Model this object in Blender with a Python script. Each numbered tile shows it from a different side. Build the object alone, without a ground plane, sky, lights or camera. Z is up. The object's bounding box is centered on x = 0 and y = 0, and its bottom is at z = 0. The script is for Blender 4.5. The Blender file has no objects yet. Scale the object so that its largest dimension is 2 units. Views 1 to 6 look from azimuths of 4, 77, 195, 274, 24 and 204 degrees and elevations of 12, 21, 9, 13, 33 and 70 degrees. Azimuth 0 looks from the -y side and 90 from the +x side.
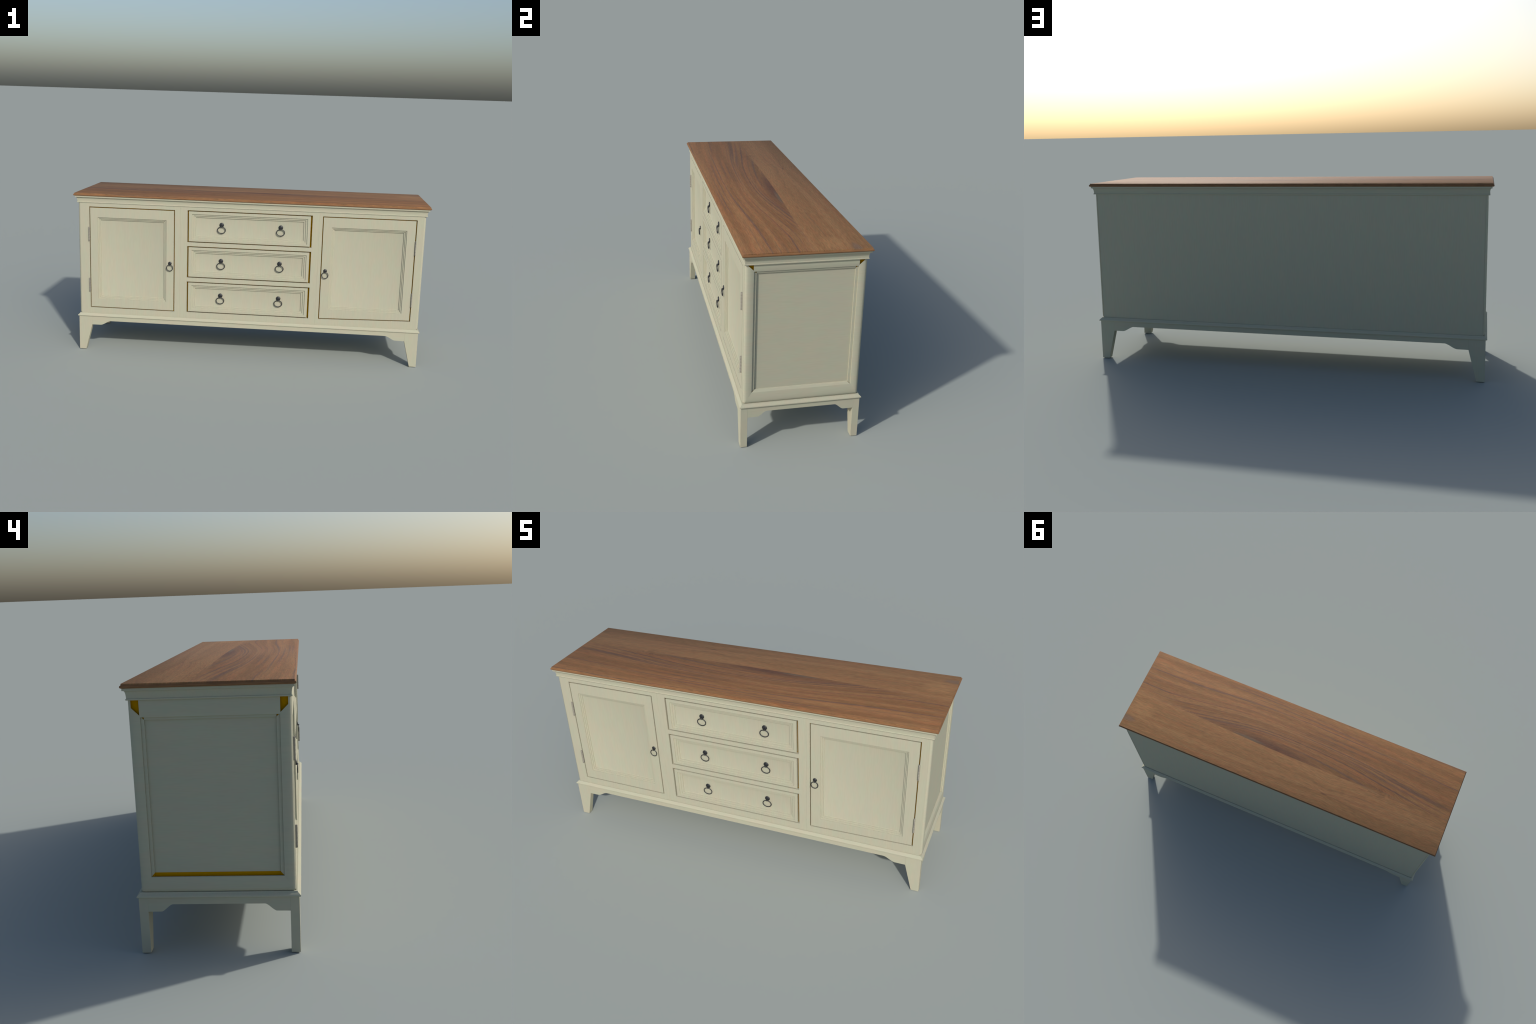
# A cream painted country sideboard: plank top, cove cornice, two panelled doors,
# three panelled drawers with ring pulls, fielded ends, moulded base on tapered legs.
import bpy, bmesh, math
from mathutils import Vector

scene = bpy.context.scene

# ------------------------------------------------------------------ main sizes
FRONT_Y, BACK_Y = -0.2597, 0.2582       # faces of the cabinet body
BODY_Z0, BODY_Z1 = 0.2150, 0.8685
TOP_Z = 0.9212

# ------------------------------------------------------------------ materials
class Nodes:
    """Small helper that lets node graphs be written as expressions."""
    def __init__(self, name):
        self.mat = bpy.data.materials.new(name)
        self.mat.use_nodes = True
        self.t = self.mat.node_tree
        self.bsdf = next(n for n in self.t.nodes if n.type == 'BSDF_PRINCIPLED')
        self.pos = self.t.nodes.new('ShaderNodeTexCoord').outputs['Object']

    def put(self, sock, v):
        if hasattr(v, 'is_linked'):
            self.t.links.new(v, sock)
        else:
            sock.default_value = v

    def m(self, op, a, b=0.0, c=0.0, clamp=False):
        n = self.t.nodes.new('ShaderNodeMath')
        n.operation, n.use_clamp = op, clamp
        for s, v in zip(n.inputs, (a, b, c)):
            self.put(s, v)
        return n.outputs[0]

    def add(self, a, b): return self.m('ADD', a, b)
    def sub(self, a, b): return self.m('SUBTRACT', a, b)
    def mul(self, a, b): return self.m('MULTIPLY', a, b)

    def xyz(self, v=None):
        n = self.t.nodes.new('ShaderNodeSeparateXYZ')
        self.put(n.inputs[0], v or self.pos)
        return n.outputs

    def vec(self, x, y, z):
        n = self.t.nodes.new('ShaderNodeCombineXYZ')
        for s, v in zip(n.inputs, (x, y, z)):
            self.put(s, v)
        return n.outputs[0]

    def scaled(self, s, v=None):
        n = self.t.nodes.new('ShaderNodeMapping')
        self.put(n.inputs['Vector'], v or self.pos)
        n.inputs['Scale'].default_value = s
        return n.outputs[0]

    def noise(self, v, scale=1.0, detail=3.0, rough=0.5, distort=0.0):
        n = self.t.nodes.new('ShaderNodeTexNoise')
        self.put(n.inputs['Vector'], v)
        n.inputs['Scale'].default_value = scale
        n.inputs['Detail'].default_value = detail
        n.inputs['Roughness'].default_value = rough
        n.inputs['Distortion'].default_value = distort
        return n.outputs['Fac']

    def step(self, v, lo, hi, a=0.0, b=1.0, smooth=True):
        n = self.t.nodes.new('ShaderNodeMapRange')
        n.interpolation_type = 'SMOOTHSTEP' if smooth else 'LINEAR'
        for s, x in zip(n.inputs, (v, lo, hi, a, b)):
            self.put(s, x)
        return n.outputs[0]

    def mix(self, f, a, b, kind='MIX'):
        n = self.t.nodes.new('ShaderNodeMix')
        n.data_type, n.blend_type = 'RGBA', kind
        self.put(n.inputs[0], f)
        for s, v in ((n.inputs[6], a), (n.inputs[7], b)):
            self.put(s, (*v, 1.0) if isinstance(v, tuple) else v)
        return n.outputs[2]

    def mix_value(self, f, a, b):
        return self.add(self.mul(a, self.sub(1.0, f)), self.mul(b, f))

    def bump(self, h, strength, dist):
        n = self.t.nodes.new('ShaderNodeBump')
        n.inputs['Strength'].default_value = strength
        n.inputs['Distance'].default_value = dist
        self.put(n.inputs['Height'], h)
        self.t.links.new(n.outputs[0], self.bsdf.inputs['Normal'])

    def finish(self, color, rough=0.5, metal=0.0, spec=0.5):
        self.put(self.bsdf.inputs['Base Color'], (*color, 1.0) if isinstance(color, tuple) else color)
        self.put(self.bsdf.inputs['Roughness'], rough)
        self.bsdf.inputs['Metallic'].default_value = metal
        self.bsdf.inputs['Specular IOR Level'].default_value = spec
        return self.mat


PAINT = (0.393, 0.389, 0.300)


def paint(name, grain):
    """Cream eggshell paint over visible wood grain; grain = scale along x, y, z."""
    n = Nodes(name)
    fine = n.noise(n.scaled(grain), 1.0, 4.0, 0.6)
    patch = n.noise(n.scaled(tuple(0.12 * g + 3 for g in grain)), 1.0, 2.0)
    hue = n.noise(n.scaled(tuple(0.10 * g + 6 for g in grain), n.scaled((1, 1, 1))), 1.3, 2.0)
    light = n.mix(n.step(fine, 0.30, 0.70), tuple(c * 0.978 for c in PAINT), tuple(c * 1.020 for c in PAINT))
    tint = n.mix(n.step(hue, 0.35, 0.65), (1.022, 0.988, 0.985), (0.978, 1.010, 1.0))
    c = n.mix(1.0, light, tint, 'MULTIPLY')
    c = n.mix(n.step(patch, 0.35, 0.7, 0.0, 0.35), c, tuple(v * f for v, f in zip(PAINT, (0.97, 0.97, 1.02))))
    n.bump(fine, 0.02, 0.0003)
    return n.finish(c, 0.9, spec=0.0)


def walnut():
    """Two boards glued along a long joint: the front one has an arched figure."""
    n = Nodes('oiled_walnut_planks')
    x, y, z = n.xyz()
    wob = n.sub(n.noise(n.scaled((2.2, 7.0, 3.0)), 1.0, 3.0), 0.5)
    wob2 = n.sub(n.noise(n.scaled((9.0, 40.0, 3.0)), 1.0, 3.0), 0.5)
    fuzz = n.sub(n.noise(n.vec(n.mul(x, 22.0), n.mul(y, 420.0), n.mul(z, 60.0)), 1.0, 3.0, 0.6), 0.5)
    # joint line between the boards, bowed very slightly; it melts away towards the ends
    xs = n.add(x, 0.25)
    joint = n.add(n.m('MULTIPLY', n.mul(xs, xs), -0.031), 0.0545)
    soft = n.step(n.m('ABSOLUTE', n.sub(x, 0.08)), 0.42, 0.85, 0.0012, 0.045)
    rear = n.step(n.m('DIVIDE', n.sub(y, joint), soft), -1.0, 1.0)
    front = n.sub(1.0, rear)

    # ---- front board: growth lines bow towards the front edge around x = 0
    fall = n.step(n.sub(joint, y), 0.0, 0.34, 1.0, 0.12)
    left = n.step(x, -1.05, 0.0)
    right = n.step(x, 0.02, 0.88, 1.0, 0.0)
    arch = n.mul(n.mul(left, right), n.mul(fall, 0.128))
    w = n.add(n.add(y, arch), n.add(n.mul(wob, 0.024), n.add(n.mul(wob2, 0.004), n.mul(fuzz, 0.0045))))
    broad = n.noise(n.vec(n.mul(x, 0.9), n.mul(w, 22.0), 0.0), 1.0, 2.0)
    red = n.noise(n.vec(n.mul(x, 1.6), n.mul(w, 34.0), 7.0), 1.0, 2.0)
    late = n.noise(n.vec(n.mul(x, 0.9), n.mul(w, 62.0), 2.0), 1.0, 1.5)
    thin = n.noise(n.vec(n.mul(x, 2.0), n.mul(w, 170.0), 4.0), 1.0, 2.0)
    c = n.mix(n.step(broad, 0.34, 0.66), (0.172, 0.089, 0.041), (0.232, 0.123, 0.056))
    c = n.mix(n.step(red, 0.45, 0.68, 0.0, 0.55), c, (0.246, 0.110, 0.050))
    c = n.mix(n.step(thin, 0.52, 0.72, 0.0, 0.50), c, (0.135, 0.079, 0.050))
    c = n.mix(n.step(late, 0.53, 0.68, 0.0, 0.75), c, (0.118, 0.073, 0.054))
    for centre, width, amount in ((0.052, 0.0085, 0.70), (0.026, 0.006, 0.50), (0.088, 0.010, 0.35), (-0.004, 0.006, 0.45), (-0.040, 0.006, 0.35)):
        d = n.m('ABSOLUTE', n.sub(w, centre))
        band = n.mul(n.step(d, 0.0, width, amount, 0.0), n.step(broad, 0.25, 0.6, 0.55, 1.0))
        c = n.mix(band, c, (0.105, 0.060, 0.047))
    # dark heart beside the joint, with a greyish streak
    ex = n.mul(n.sub(x, 0.11), 1 / 0.37)
    ey = n.mul(n.sub(n.add(y, n.mul(wob, 0.02)), joint), 1 / 0.062)
    r = n.m('SQRT', n.add(n.mul(ex, ex), n.mul(ey, ey)))
    c = n.mix(n.step(n.add(r, n.mul(fuzz, 0.25)), 0.25, 1.15, 0.92, 0.0), c, (0.108, 0.056, 0.037))

    def spot(col, cx, cy, rx, ry, amount, tint, dy=y):
        gx, gy = n.mul(n.sub(x, cx), 1 / rx), n.mul(n.sub(dy, cy), 1 / ry)
        q = n.add(n.add(n.mul(gx, gx), n.mul(gy, gy)), n.mul(fuzz, 0.5))
        return n.mix(n.step(q, 0.0, 1.0, amount, 0.0), col, tint)
    c = spot(c, 0.25, -0.008, 0.14, 0.012, 0.60, (0.140, 0.108, 0.076), n.sub(y, joint))
    front_col = spot(c, -0.36, -0.004, 0.05, 0.007, 0.6, (0.14, 0.066, 0.042), n.sub(y, joint))

    # ---- rear board: quiet straight grain, a pale end, a grey stain and a pin knot
    kn = n.m('DIVIDE', 0.0012, n.add(n.mul(n.m('POWER', n.m('ABSOLUTE', n.add(x, 0.287)), 2.0), 6.0), 0.05))
    wr = n.add(n.add(y, n.mul(n.m('SIGN', n.sub(y, 0.186)), kn)), n.add(n.mul(wob, 0.018), n.mul(fuzz, 0.003)))
    broad_r = n.noise(n.vec(n.mul(x, 0.8), n.mul(wr, 20.0), 11.0), 1.0, 2.0)
    late_r = n.noise(n.vec(n.mul(x, 1.1), n.mul(wr, 120.0), 13.0), 1.0, 2.0)
    red_r = n.noise(n.vec(n.mul(x, 1.3), n.mul(wr, 45.0), 17.0), 1.0, 2.0)
    c = n.mix(n.step(broad_r, 0.34, 0.66), (0.228, 0.123, 0.056), (0.278, 0.153, 0.071))
    c = n.mix(n.step(red_r, 0.50, 0.72, 0.0, 0.55), c, (0.262, 0.124, 0.058))
    c = n.mix(n.step(late_r, 0.52, 0.72, 0.0, 0.45), c, (0.150, 0.088, 0.055))
    c = spot(c, 0.925, 0.125, 0.10, 0.070, 0.45, (0.325, 0.185, 0.085))
    c = spot(c, 0.985, 0.207, 0.075, 0.024, 0.70, (0.165, 0.120, 0.090))
    rear_col = spot(c, -0.287, 0.186, 0.026, 0.007, 0.7, (0.135, 0.070, 0.042))

    c = n.mix(rear, front_col, rear_col)
    # fibres and open pores over both
    fibre = n.noise(n.vec(n.mul(x, 20.0), n.mul(n.mix_value(rear, w, wr), 380.0), n.mul(z, 40.0)), 1.0, 3.0, 0.65)
    pores = n.noise(n.vec(n.mul(x, 70.0), n.mul(y, 560.0), 5.0), 1.0, 2.0)
    hue = n.noise(n.scaled((26.0, 150.0, 30.0)), 1.0, 2.0)
    c = n.mix(1.0, c, n.mix(n.step(fibre, 0.25, 0.75), (0.76, 0.76, 0.78), (1.24, 1.22, 1.18)), 'MULTIPLY')
    c = n.mix(1.0, c, n.mix(n.step(hue, 0.35, 0.65), (1.045, 0.98, 0.965), (0.965, 1.015, 1.0)), 'MULTIPLY')
    c = n.mix(n.step(pores, 0.62, 0.78, 0.0, 0.35), c, (0.30, 0.215, 0.165))
    n.bump(fibre, 0.08, 0.001)
    return n.finish(c, 0.72, spec=0.22)


def walnut_edge():
    n = Nodes('walnut_edge')
    x, y, z = n.xyz()
    s = n.noise(n.vec(n.mul(x, 22.0), n.mul(y, 22.0), n.mul(z, 260.0)), 1.0, 3.0)
    b = n.noise(n.scaled((3.0, 5.0, 60.0)), 1.0, 2.0)
    c = n.mix(n.step(s, 0.3, 0.7), (0.172, 0.089, 0.043), (0.228, 0.118, 0.056))
    c = n.mix(n.step(b, 0.55, 0.75, 0.0, 0.45), c, (0.175, 0.084, 0.042))
    return n.finish(c, 0.6, spec=0.1)


def ochre():
    n = Nodes('ochre_painted_glow')
    f = n.noise(n.scaled((30, 30, 30)))
    return n.finish(n.mix(f, (0.42, 0.208, 0.0), (0.44, 0.218, 0.0)), 0.9, spec=0.0)  # diffuse ochre holding the even, light-independent glow of the interior


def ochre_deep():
    n = Nodes('ochre_gap_glow_tint')
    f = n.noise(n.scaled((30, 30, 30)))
    return n.finish(n.mix(f, (0.36, 0.195, 0.002), (0.39, 0.210, 0.002)), 0.9, spec=0.0)  # separate tone, tuned so the baked-in glow still reads at gap depth


def iron():
    n = Nodes('blackened_iron')
    f = n.noise(n.scaled((160, 160, 160)), 1.0, 3.0)
    return n.finish(n.mix(f, (0.030, 0.033, 0.037), (0.058, 0.061, 0.066)), n.step(f, 0.3, 0.7, 0.36, 0.50), 0.65)


def hinge_steel():
    n = Nodes('dull_hinge_steel')
    f = n.noise(n.scaled((200, 200, 30)), 1.0, 3.0)
    return n.finish(n.mix(f, (0.235, 0.225, 0.195), (0.265, 0.255, 0.222)), 0.6, 0.0, 0.1)


PAINT_UP = paint('cream_paint_upright_grain', (210, 30, 16))
PAINT_SIDE = paint('cream_paint_end_grain', (60, 16, 190))
PAINT_LONG = paint('cream_paint_long_grain', (16, 200, 200))
WOOD, WOOD_EDGE = walnut(), walnut_edge()
OCHRE, GAP_GLOW, IRON, STEEL = ochre(), ochre_deep(), iron(), hinge_steel()

# ------------------------------------------------------------------ building helpers
root = bpy.data.objects.new('sideboard', None)
scene.collection.objects.link(root)
root['label'] = 'long cream painted sideboard with walnut top, panelled doors and drawers'
root['category'] = 'sideboard'


def add_object(name, data, parent=root):
    o = bpy.data.objects.new(name, data)
    scene.collection.objects.link(o)
    o.parent = parent
    return o


def make(name, verts, faces, mats, parent=root, smooth=None, bevel=0.0, slots=None, segments=2):
    """Mesh object from points and polygons; normals made consistent; optional edge bevel."""
    me = bpy.data.meshes.new(name)
    me.from_pydata([tuple(v) for v in verts], [], faces)
    for m in (mats if isinstance(mats, (list, tuple)) else [mats]):
        me.materials.append(m)
    if slots:
        for p, s in zip(me.polygons, slots):
            p.material_index = s
    bm = bmesh.new()
    bm.from_mesh(me)
    bmesh.ops.remove_doubles(bm, verts=bm.verts, dist=1e-6)
    bmesh.ops.recalc_face_normals(bm, faces=bm.faces)
    bm.to_mesh(me)
    bm.free()
    o = add_object(name, me, parent)
    if bevel:
        b = o.modifiers.new('edge', 'BEVEL')
        b.width, b.segments, b.limit_method, b.angle_limit = bevel, segments, 'ANGLE', math.radians(35)
        b.harden_normals = True
        for p in me.polygons:
            p.use_smooth = True
    elif smooth:
        for p in me.polygons:
            p.use_smooth = True
        me.set_sharp_from_angle(angle=math.radians(smooth))
    return o


def box(name, lo, hi, mat, parent=root, bevel=0.0):
    v = [(x, y, z) for x in (lo[0], hi[0]) for y in (lo[1], hi[1]) for z in (lo[2], hi[2])]
    f = [(0, 1, 3, 2), (4, 6, 7, 5), (0, 4, 5, 1), (2, 3, 7, 6), (0, 2, 6, 4), (1, 5, 7, 3)]
    return make(name, v, f, mat, parent, bevel=bevel)


def surround(name, profile, mats, slots=None, caps=(False, True), smooth=50):
    """Moulding run round all four sides: profile = (half length, half depth, z), bottom to top."""
    v, f, s = [], [], []
    for hx, hy, z in profile:
        v += [(-hx, -hy, z), (hx, -hy, z), (hx, hy, z), (-hx, hy, z)]
    for i in range(len(profile) - 1):
        for k in range(4):
            a, b = 4 * i + k, 4 * i + (k + 1) % 4
            f.append((a, b, b + 4, a + 4))
            s.append(slots[i] if slots else 0)
    if caps[0]:
        f.append((3, 2, 1, 0)); s.append(slots[0] if slots else 0)
    if caps[1]:
        n = 4 * (len(profile) - 1)
        f.append((n, n + 1, n + 2, n + 3)); s.append(0)
    return make(name, v, f, mats, smooth=smooth, slots=s)


def plate(name, outline, y0, y1, mat, parent=root, bevel=0.0, along='y'):
    """Board cut to an outline (u, z) and given thickness across it."""
    n = len(outline)
    if along == 'y':
        v = [(u, y0, z) for u, z in outline] + [(u, y1, z) for u, z in outline]
    else:
        v = [(y0, u, z) for u, z in outline] + [(y1, u, z) for u, z in outline]
    f = [tuple(range(n)), tuple(range(2 * n - 1, n - 1, -1))]
    f += [(i, (i + 1) % n, n + (i + 1) % n, n + i) for i in range(n)]
    return make(name, v, f, mat, parent, bevel=bevel)


def arc(cx, cz, r, a0, a1, n):
    return [(cx + r * math.cos(math.radians(a0 + (a1 - a0) * i / n)), cz + r * math.sin(math.radians(a0 + (a1 - a0) * i / n))) for i in range(n + 1)]


# ------------------------------------------------------------------ top
R = 0.0051
bull = [(1.0 - R + R * math.cos(a), 0.2757 - R + R * math.cos(a), 0.9110 + R * math.sin(a))
        for a in (math.radians(-90 + 22.5 * k) for k in range(8))]
top_profile = [(0.960, 0.240, 0.9059)] + bull + [(0.9962, 0.2719, 0.9162), (0.9957, 0.2714, 0.9165),
               (0.9955, 0.2712, 0.9209), (0.9951, 0.2708, TOP_Z)]
surround('tabletop', top_profile, [WOOD, WOOD_EDGE], slots=[1] * (len(bull) + 1) + [1, 0, 0, 0], caps=(True, True), smooth=40)

# ------------------------------------------------------------------ cornice
cove = []
for k in range(9):
    a = math.radians(90 * k / 8)
    cove.append((0.9808 + 0.0075 * (1 - math.cos(a)), 0.2606 + 0.0056 * (1 - math.cos(a)), 0.8722 + 0.0250 * math.sin(a)))
cornice_profile = [(0.958, 0.245, 0.8662), (0.9816, 0.2617, 0.8662), (0.9828, 0.2627, 0.8672), (0.9832, 0.2630, 0.8690),
                   (0.9828, 0.2627, 0.8708), (0.9812, 0.2611, 0.8718)] + cove + \
                  [(0.9886, 0.2666, 0.8975), (0.9916, 0.2705, 0.8977), (0.9918, 0.2708, 0.8986), (0.9918, 0.2708, 0.9058)]
surround('cornice_moulding', cornice_profile, PAINT_LONG, caps=(True, True), smooth=40)

# ------------------------------------------------------------------ base moulding, aprons, legs
base_profile = [(0.955, 0.245, 0.2012), (0.9838, 0.2732, 0.2012), (0.9852, 0.2743, 0.2022), (0.9857, 0.2747, 0.2042), (0.9852, 0.2743, 0.2062),
                (0.9838, 0.2730, 0.2080), (0.9790, 0.2680, 0.2125), (0.9762, 0.2650, 0.2148), (0.9752, 0.2638, 0.2180), (0.955, 0.245, 0.2185)]
surround('base_moulding', base_profile, PAINT_LONG, caps=(True, True), smooth=40)
box('underside_board', (-0.95, -0.2455, 0.1850), (0.95, 0.2455, 0.2008), PAINT_LONG)

LX, LY, LEG_IN, FOOT_IN, LEG_INY = 0.9790, 0.2697, 0.9030, 0.9405, 0.2390
SHOULDER = 0.1503


def ogee(u0, z0, u1, z1, n=14):
    """Reverse curve: tight fillet, straight slope, tight round-over."""
    pts = []
    for i in range(n + 1):
        t = i / n
        s = t * t * (3 - 2 * t)
        s = 0.55 * s + 0.45 * t
        pts.append((u0 + (u1 - u0) * t, z0 + (z1 - z0) * s))
    return pts


def apron_outline(end, flat, rise, z_mid):
    right = [(end, SHOULDER)] + ogee(flat, SHOULDER + 0.0004, rise, z_mid)
    return [(-end, 0.2011)] + [(-u, z) for u, z in right] + [(u, z) for u, z in reversed(right)] + [(end, 0.2011)]


front_line = apron_outline(LEG_IN, 0.8500, 0.7955, 0.1755)
for y0, y1 in ((-LY, -LY + 0.020), (LY - 0.020, LY)):
    plate('apron', front_line, y0, y1, PAINT_LONG)
side_line = apron_outline(LEG_INY, 0.1930, 0.1560, 0.1765)
for x0, x1 in ((-LX, -LX + 0.020), (LX - 0.020, LX)):
    plate('apron', side_line, x0, x1, PAINT_SIDE, along='x')

leg_mesh = None
for sx in (-1, 1):
    for sy in (-1, 1):
        v = []
        for z, xin in ((0.0, FOOT_IN), (SHOULDER, LEG_IN), (0.2011, LEG_IN)):
            v += [(sx * LX, sy * LY, z), (sx * xin, sy * LY, z), (sx * xin, sy * LEG_INY, z), (sx * LX, sy * LEG_INY, z)]
        f = [(3, 2, 1, 0), (8, 9, 10, 11)] + [(4 * i + k, 4 * i + (k + 1) % 4, 4 * i + 4 + (k + 1) % 4, 4 * i + 4 + k) for i in (0, 1) for k in range(4)]
        make('leg', v, f, PAINT_UP, bevel=0.0007)

# ------------------------------------------------------------------ carcass: back and lining tinted with the ochre glow
plate('back_panel', [(-0.9663, BODY_Z0), (0.9663, BODY_Z0), (0.9663, BODY_Z1), (-0.9663, BODY_Z1)], BACK_Y - 0.012, BACK_Y, PAINT_UP, bevel=0.0012)
box('carcass_lining', (-0.9540, -0.2350, 0.2190), (0.9540, 0.2455, 0.8655), OCHRE)
for side in (-1, 1):      # plates coloured to show a warm glow through the end notches and slot
    for s in (-1, 1):
        box('notch_glow_plate', (min(side * 0.9545, side * 0.9668), min(s * 0.2118, s * 0.2575), 0.2192), (max(side * 0.9545, side * 0.9668), max(s * 0.2118, s * 0.2575), 0.8652), OCHRE)
    box('slot_glow_plate', (min(side * 0.9545, side * 0.9620), -0.2116, 0.2698), (max(side * 0.9545, side * 0.9620), 0.2116, 0.2838), OCHRE)
    box('slot_glow_plate', (min(side * 0.9545, side * 0.9684), -0.2116, 0.2194), (max(side * 0.9545, side * 0.9684), 0.2116, 0.2696), OCHRE)

# ------------------------------------------------------------------ end panels
# the frame section: (distance in from front/back edge, distance up from bottom edge, x of the surface)
FRAME = [(0.0000, 0.0000, 0.9660), (0.0006, 0.0012, 0.9690), (0.0022, 0.0034, 0.9722), (0.0050, 0.0070, 0.9744),
         (0.0098, 0.0130, 0.9760), (0.0100, 0.0133, 0.97605), (0.0160, 0.0230, 0.9767), (0.0230, 0.0340, 0.9764), (0.0300, 0.0440, 0.9755),
         (0.0365, 0.0550, 0.9742)]


def end_panel(side, lip, notch_square, rise, bead_at_bottom, rail_in, bead_step):
    """One end of the cabinet: bowed U-shaped frame, bead, flat panel, top rail.
    lip: lower edge of the top rail; rise: mitre line z = |y| + rise."""
    yo, zo = 0.2588, 0.2165
    name_mat = PAINT_SIDE
    def ztop(ty):
        y = yo - ty
        return min(BODY_Z1, BODY_Z1 if (notch_square and ty < 0.0099) or ty < 0.0045 else y + rise)
    v, f = [], []
    def run(x, y, z, zt, r):
        """One line of the U, its lower corners rounded to radius r."""
        turn = [(y - r + r * math.cos(math.radians(t)), z + r - r * math.sin(math.radians(t))) for t in (0, 22.5, 45, 67.5, 90)]
        return [(side * x, -y, zt)] + [(side * x, -p, q) for p, q in turn] + [(side * x, p, q) for p, q in reversed(turn)] + [(side * x, y, zt)]
    for ty, tz, x in FRAME:
        v += run(x, yo - ty, zo + tz, ztop(ty), max(0.0003, 0.0090 - ty * 0.8))
    # small return behind the inner edge of the frame
    ty, tz, x = FRAME[-1]
    y, z = yo - ty - 0.0004, zo + tz + 0.0003
    v += run(0.9690, y, z, y + rise, 0.0003)
    for i in range(len(FRAME)):
        for k in range(11):
            a = 12 * i + k
            f.append((a, a + 1, a + 13, a + 12))
    frame = make('end_panel', v, f, name_mat, smooth=40)
    m = frame.data
    # bead: two uprights, and a sloping one along the bottom
    b0, b1 = yo - 0.0371, yo - 0.0479
    zb = zo + FRAME[-1][1]
    pz = zb + bead_step
    for s in (-1, 1):
        x1, x2 = side * 0.9692, side * 0.9632
        mt = rise - 0.0020
        vv = [(x1, s * b0, b0 + mt), (x1, s * b0, zb), (x1, s * b1, pz), (x1, s * b1, b1 + mt),
              (x2, s * (b1 - 0.0004), b1 + mt), (x2, s * (b1 - 0.0004), pz)]
        make('panel_bead', vv, [(0, 1, 2, 3), (3, 2, 5, 4)], name_mat, frame)
    if bead_at_bottom:
        vv = [(side * 0.9741, -b0, zb), (side * 0.9741, b0, zb), (side * 0.9692, b1, pz - 0.002), (side * 0.9692, -b1, pz - 0.002),
              (side * 0.9632, b1, pz), (side * 0.9632, -b1, pz)]
        make('panel_bead', vv, [(0, 1, 2, 3), (3, 2, 4, 5)], name_mat, frame)
    # flat panel
    strip_z = lip - 0.0088
    box('flat_panel', (min(side * 0.9565, side * 0.9630), -b1, pz), (max(side * 0.9565, side * 0.9630), b1, strip_z), name_mat, frame)
    # top rail, bowed, with a bead below it
    n = 7
    prof = []
    for i in range(n + 1):
        t = i / n
        z = lip + (BODY_Z1 - lip) * (1 - t)
        prof.append((0.9735 + 0.0030 * math.sin(math.pi * (0.25 + 0.70 * t)), z, rail_in))
    prof += [(0.9692, lip, rail_in - 0.0002)]
    vv, ff = [], []
    for x, z, h in prof:
        vv += [(side * x, -h, z), (side * x, h, z)]
    ff = [(2 * i, 2 * i + 1, 2 * i + 3, 2 * i + 2) for i in range(len(prof) - 1)]
    make('top_rail', vv, ff, name_mat, frame, smooth=40)
    vv = [(side * 0.9691, -b1, lip), (side * 0.9691, b1, lip), (side * 0.9691, b1, strip_z), (side * 0.9691, -b1, strip_z),
          (side * 0.9631, b1, strip_z - 0.0005), (side * 0.9631, -b1, strip_z - 0.0005)]
    make('panel_bead', vv, [(0, 1, 2, 3), (3, 2, 4, 5)], name_mat, frame)


end_panel(1, 0.8352, False, 0.6165, True, 0.2238, 0.0120)
end_panel(-1, 0.8102, True, 0.5925, False, 0.2236, 0.0128)

# ------------------------------------------------------------------ front frame
DOORS = [  # opening corners (tl, tr, br, bl), leaf corners, panel rectangle, pull x, hinge x
    dict(hole=[(-0.9137, 0.8447), (-0.4210, 0.8447), (-0.4210, 0.2508), (-0.9137, 0.2520)],
         leaf=[(-0.9096, 0.8401), (-0.4256, 0.8401), (-0.4256, 0.2551), (-0.9096, 0.2562)],
         panel=(-0.8655, -0.4695, 0.3075, 0.7848), pull=-0.4478, hinge=-0.9157),
    dict(hole=[(0.4105, 0.8447), (0.9293, 0.8452), (0.9293, 0.2640), (0.4105, 0.2516)],
         leaf=[(0.4142, 0.8406), (0.9248, 0.8410), (0.9248, 0.2682), (0.4142, 0.2562)],
         panel=(0.4630, 0.8768, 0.3090, 0.7842), pull=0.4368, hinge=0.9278)]
DRAWER_X, DRAWER_LEAF_X, DRAWER_PANEL_X = (-0.3496, 0.3533), (-0.3425, 0.3452), (-0.3236, 0.3281)
DRAWERS = [  # opening z, leaf z, panel z, pull z
    dict(hole=(0.6640, 0.8468), leaf=(0.6684, 0.8424), panel=(0.6815, 0.8262), pull=0.7690),
    dict(hole=(0.4578, 0.6412), leaf=(0.4625, 0.6365), panel=(0.4760, 0.6202), pull=0.5607),
    dict(hole=(0.2520, 0.4343), leaf=(0.2565, 0.4295), panel=(0.2695, 0.4140), pull=0.3566)]
FRAME_BACK = FRONT_Y + 0.020


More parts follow.
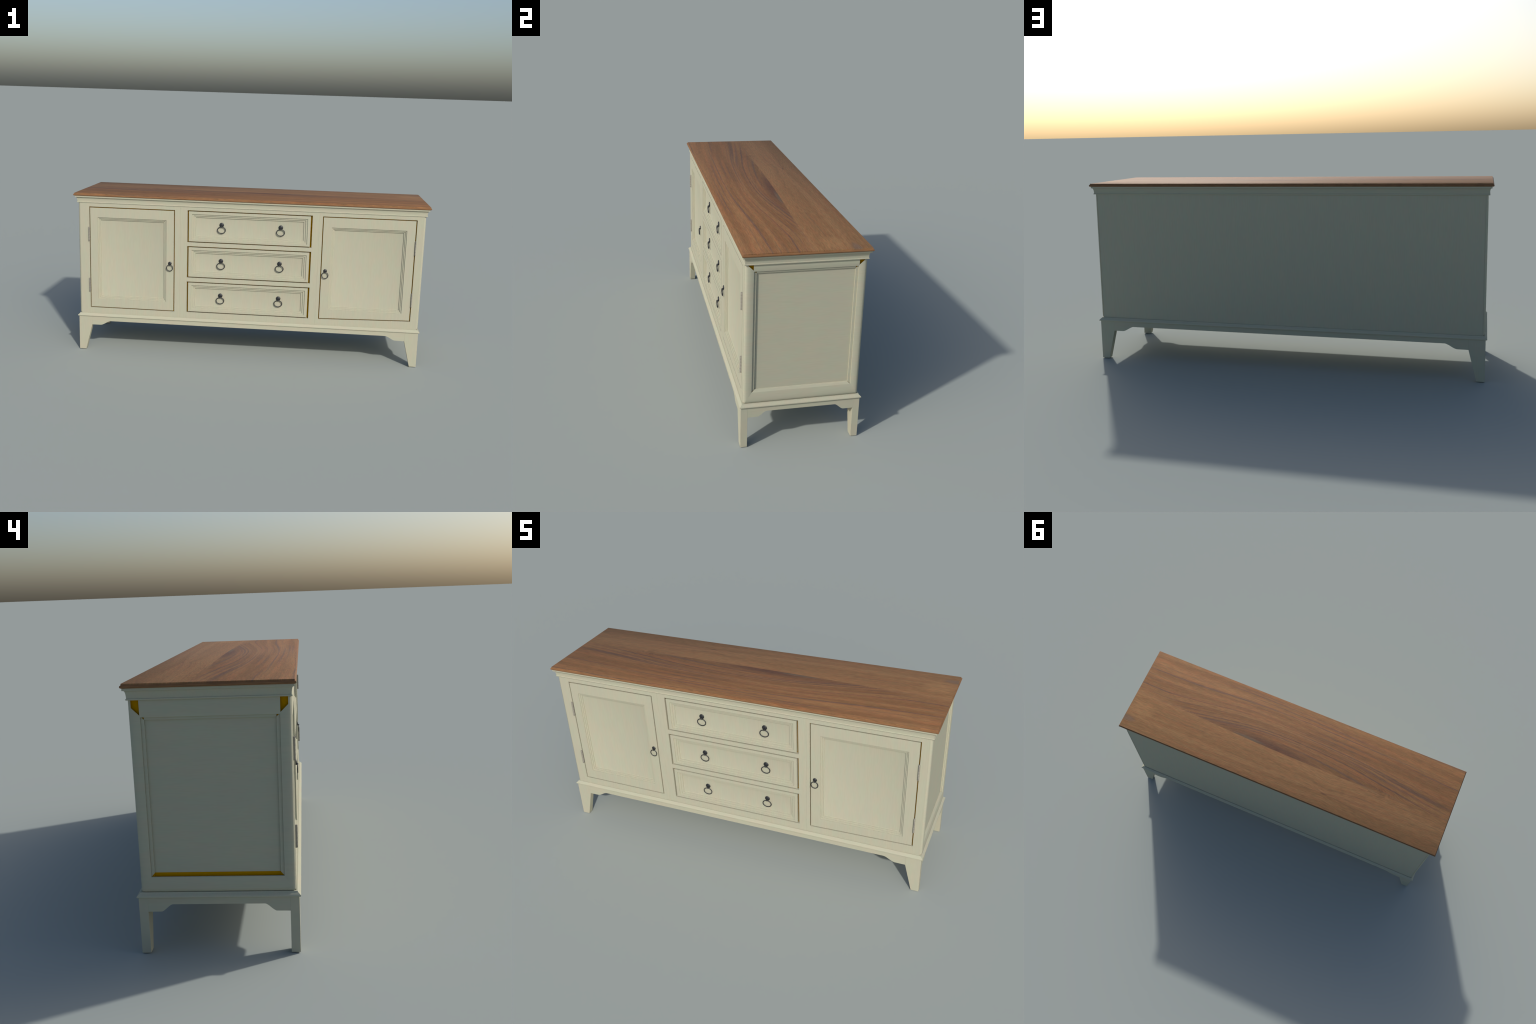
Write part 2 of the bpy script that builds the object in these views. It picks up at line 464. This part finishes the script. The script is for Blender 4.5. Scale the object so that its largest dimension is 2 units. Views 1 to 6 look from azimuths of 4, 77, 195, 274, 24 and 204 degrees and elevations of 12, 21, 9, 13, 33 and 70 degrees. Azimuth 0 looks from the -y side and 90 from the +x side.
def grid_frame(name, xs, zs, holes, mat, moved=None):
    """Solid board on a grid of cells, some of them left open; moved = {(i, j): (x, z)}."""
    nx, nz = len(xs), len(zs)
    def pt(i, j): return (moved or {}).get((i, j), (xs[i], zs[j]))
    v = [(pt(i, j)[0], y, pt(i, j)[1]) for y in (FRONT_Y, FRAME_BACK) for j in range(nz) for i in range(nx)]
    idx = lambda i, j, b: b * nx * nz + j * nx + i
    solid = {(i, j) for i in range(nx - 1) for j in range(nz - 1)} - set(holes)
    f = []
    for i, j in solid:
        f.append((idx(i, j, 0), idx(i + 1, j, 0), idx(i + 1, j + 1, 0), idx(i, j + 1, 0)))
        f.append((idx(i, j, 1), idx(i, j + 1, 1), idx(i + 1, j + 1, 1), idx(i + 1, j, 1)))
        for di, dj, a, b in ((0, -1, (i, j), (i + 1, j)), (1, 0, (i + 1, j), (i + 1, j + 1)), (0, 1, (i + 1, j + 1), (i, j + 1)), (-1, 0, (i, j + 1), (i, j))):
            if (i + di, j + dj) not in solid:
                f.append((idx(*a, 0), idx(*a, 1), idx(*b, 1), idx(*b, 0)))
    return make(name, v, f, mat, bevel=0.0005)


SEAM = (-0.3895, 0.3925)
for d, x0, x1 in ((DOORS[0], -0.9665, SEAM[0]), (DOORS[1], SEAM[1], 0.9665)):
    tl, tr, br, bl = d['hole']
    grid_frame('door_frame', [x0, tl[0], tr[0], x1], [BODY_Z0, bl[1], tl[1], BODY_Z1], [(1, 1)], PAINT_UP,
               {(1, 1): bl, (2, 1): br, (2, 2): tr, (1, 2): tl})
zs = [BODY_Z0] + [z for d in reversed(DRAWERS) for z in d['hole']] + [BODY_Z1]
grid_frame('drawer_frame', [SEAM[0], *DRAWER_X, SEAM[1]], zs, [(1, 1), (1, 3), (1, 5)], PAINT_UP)


def gap_glow_strip(hole, leaf, deep):
    """Ochre strip modelled to show warm glow in the gap round a door or drawer."""
    y = FRONT_Y + deep
    e = 0.0004
    grow = lambda q, k: [(q[0][0] - k, q[0][1] + k), (q[1][0] + k, q[1][1] + k), (q[2][0] + k, q[2][1] - k), (q[3][0] - k, q[3][1] - k)]
    v = [(x, y, z) for x, z in grow(hole, e)] + [(x, y, z) for x, z in grow(leaf, -e)]
    v += [(x, y + 0.004, z) for x, z in grow(hole, e)] + [(x, y + 0.004, z) for x, z in grow(leaf, -e)]
    f = []
    for k in range(4):
        n = (k + 1) % 4
        f += [(k, n, 4 + n, 4 + k), (8 + k, 12 + k, 12 + n, 8 + n)]
    return v, f


def leaf(name, corners, panel, width, rise, depth, parent=root):
    """Door or drawer front: flat border, three-step moulding down to a sunk panel."""
    (x0, x1, z0, z1) = panel
    rings = []
    def quad(cs, y): rings.append([(x, y, z) for x, z in cs])
    def inner(t, y):
        a, b = t * width, t * rise
        rings.append([(x0 + a, y, z1 - b), (x1 - a, y, z1 - b), (x1 - a, y, z0 + b), (x0 + a, y, z0 + b)])
    def shrink(k): 
        a, b, c, d = corners
        return [(a[0] + k, a[1] - k), (b[0] - k, b[1] - k), (c[0] - k, c[1] + k), (d[0] + k, d[1] + k)]
    quad(corners, FRONT_Y + 0.0200)
    quad(corners, FRONT_Y + 0.0006)
    quad(shrink(0.0002), FRONT_Y + 0.0002)
    quad(shrink(0.0006), FRONT_Y)
    inner(0.0, FRONT_Y)
    h = depth / 3
    for k in range(3):                      # riser, eased foot, almost level tread
        t, y = 0.5 * k, FRONT_Y + h * k
        inner(t + 0.03, y + 0.80 * h)
        inner(t + 0.09, y + 0.94 * h)
        if k < 2:
            inner(t + 0.46, y + 0.99 * h)
            inner(t + 0.50, y + h)
    inner(1.16, FRONT_Y + depth)
    v = [p for r in rings for p in r]
    f = [(4 * i + k, 4 * i + (k + 1) % 4, 4 * i + 4 + (k + 1) % 4, 4 * i + 4 + k) for i in range(len(rings) - 1) for k in range(4)]
    n = 4 * (len(rings) - 1)
    f += [(n, n + 1, n + 2, n + 3), (3, 2, 1, 0)]
    return make(name, v, f, PAINT_UP, parent, smooth=22)


# ------------------------------------------------------------------ ironmongery
def lathe(profile, n=28):
    """Turned shape about the -y axis: profile = (radius, distance out)."""
    v, f = [], []
    for r, h in profile:
        v += [(r * math.cos(2 * math.pi * k / n), -h, r * math.sin(2 * math.pi * k / n)) for k in range(n)]
    for i in range(len(profile) - 1):
        for k in range(n):
            a, b = i * n + k, i * n + (k + 1) % n
            f.append((a, b, b + n, a + n))
    f += [tuple(range(n)), tuple(range(n * len(profile) - 1, n * (len(profile) - 1) - 1, -1))]
    return v, f


def tube_ring(rx, rz, r, cy, cz, n=40, m=10):
    v, f = [], []
    for i in range(n):
        a = 2 * math.pi * i / n
        c, s = math.cos(a), math.sin(a)
        for j in range(m):
            b = 2 * math.pi * j / m
            v.append(((rx + r * math.cos(b)) * c, cy + r * math.sin(b), cz + (rz + r * math.cos(b)) * s))
    for i in range(n):
        for j in range(m):
            f.append((i * m + j, ((i + 1) % n) * m + j, ((i + 1) % n) * m + (j + 1) % m, i * m + (j + 1) % m))
    return v, f


def mesh_of(name, v, f, mat):
    me = bpy.data.meshes.new(name)
    me.from_pydata(v, [], f)
    me.materials.append(mat)
    bm = bmesh.new()
    bm.from_mesh(me)
    bmesh.ops.recalc_face_normals(bm, faces=bm.faces)
    bm.to_mesh(me)
    bm.free()
    for p in me.polygons:
        p.use_smooth = True
    me.set_sharp_from_angle(angle=math.radians(50))
    return me


def knob_mesh(name, R, hang, out):
    """Domed rose with a small eye below it that carries the ring."""
    dome = [(R * 0.96, 0.0), (R, 0.0006), (R, 0.0016)] + [(R * math.cos(math.radians(a)), 0.0016 + 0.0040 * math.sin(math.radians(a))) for a in (15, 30, 45, 60, 75, 86)]
    v, f = lathe(dome)
    # eye: short turned lug standing out from the lower part of the rose
    v2, f2 = lathe([(0.0042, 0.0), (0.0042, out - 0.001), (0.0036, out + 0.0016), (0.0020, out + 0.0030), (0.0006, out + 0.0034)], 16)
    k = len(v)
    v += [(x, y, z - hang) for x, y, z in v2]
    f += [tuple(i + k for i in q) for q in f2]
    return mesh_of(name, v, f, IRON)


OUT = 0.0078
drawer_knob = knob_mesh('pull_rose', 0.0130, 0.0098, OUT)
drawer_ring = mesh_of('pull_ring', *tube_ring(0.0224, 0.0184, 0.0023, -OUT, -0.0282), IRON)
door_knob = knob_mesh('pull_rose_small', 0.0104, 0.0075, OUT)
door_ring = mesh_of('pull_ring_small', *tube_ring(0.0174, 0.0178, 0.0021, -OUT, -0.0247), IRON)


def hang_pull(parent, x, y, z, knob, ring):
    for name, me in (('pull_rose', knob), ('pull_ring', ring)):
        o = add_object(name, me, parent)
        o.location = (x, y, z)


# hinge knuckle: flat-nosed section standing off the frame, with four joints along it
SECTION = [(-0.0038, 0.0030), (-0.0038, -0.0026), (-0.0033, -0.0044), (-0.0020, -0.0071), (-0.0010, -0.0079),
           (0.0010, -0.0079), (0.0020, -0.0071), (0.0033, -0.0044), (0.0038, -0.0026), (0.0038, 0.0030)]
hinge_v, hinge_f = [], []
prof = [(0.0, 0.93), (0.0006, 1.0)]
for k in range(1, 5):
    z = 0.0795 * k / 5
    prof += [(z - 0.0004, 1.0), (z - 0.0002, 0.985), (z + 0.0002, 0.985), (z + 0.0004, 1.0)]
prof += [(0.0789, 1.0), (0.0795, 0.93)]
n = len(SECTION)
for z, r in prof:
    hinge_v += [(px * r, py * r, z) for px, py in SECTION]
for i in range(len(prof) - 1):
    for k in range(n):
        a, b = i * n + k, i * n + (k + 1) % n
        hinge_f.append((a, b, b + n, a + n))
hinge_f += [tuple(range(n)), tuple(range(n * len(prof) - 1, n * (len(prof) - 1) - 1, -1))]
hinge_mesh = mesh_of('hinge', hinge_v, hinge_f, STEEL)

# ------------------------------------------------------------------ doors and drawers
def shrunk(q, k=0.0012):
    """Leaf corners pulled in a little so that the gap reads all round."""
    return [(q[0][0] + k, q[0][1] - k), (q[1][0] - k, q[1][1] - k), (q[2][0] - k, q[2][1] + k), (q[3][0] + k, q[3][1] + k)]


for d in DOORS:
    door = leaf('door', shrunk(d['leaf']), d['panel'], 0.0145, 0.0150, 0.0148)
    make('door_glow_strip', *gap_glow_strip(d['hole'], shrunk(d['leaf']), 0.0115), GAP_GLOW)
    hang_pull(door, d['pull'], FRONT_Y, 0.5358, door_knob, door_ring)
    for z in (0.6475, 0.3488):
        h = add_object('hinge', hinge_mesh, door)
        h.location = (d['hinge'], FRONT_Y, z)

for d in DRAWERS:
    (hx0, hx1), (lx0, lx1) = DRAWER_X, DRAWER_LEAF_X
    (hz0, hz1), (lz0, lz1) = d['hole'], d['leaf']
    hole = [(hx0, hz1), (hx1, hz1), (hx1, hz0), (hx0, hz0)]
    corners = [(lx0, lz1), (lx1, lz1), (lx1, lz0), (lx0, lz0)]
    drawer = leaf('drawer', shrunk(corners), (*DRAWER_PANEL_X, *d['panel']), 0.0208, 0.0184, 0.0148)
    make('drawer_glow_strip', *gap_glow_strip(hole, shrunk(corners), 0.0165), GAP_GLOW)
    for x in (-0.1560, 0.1778):
        hang_pull(drawer, x, FRONT_Y + 0.0145, d['pull'], drawer_knob, drawer_ring)
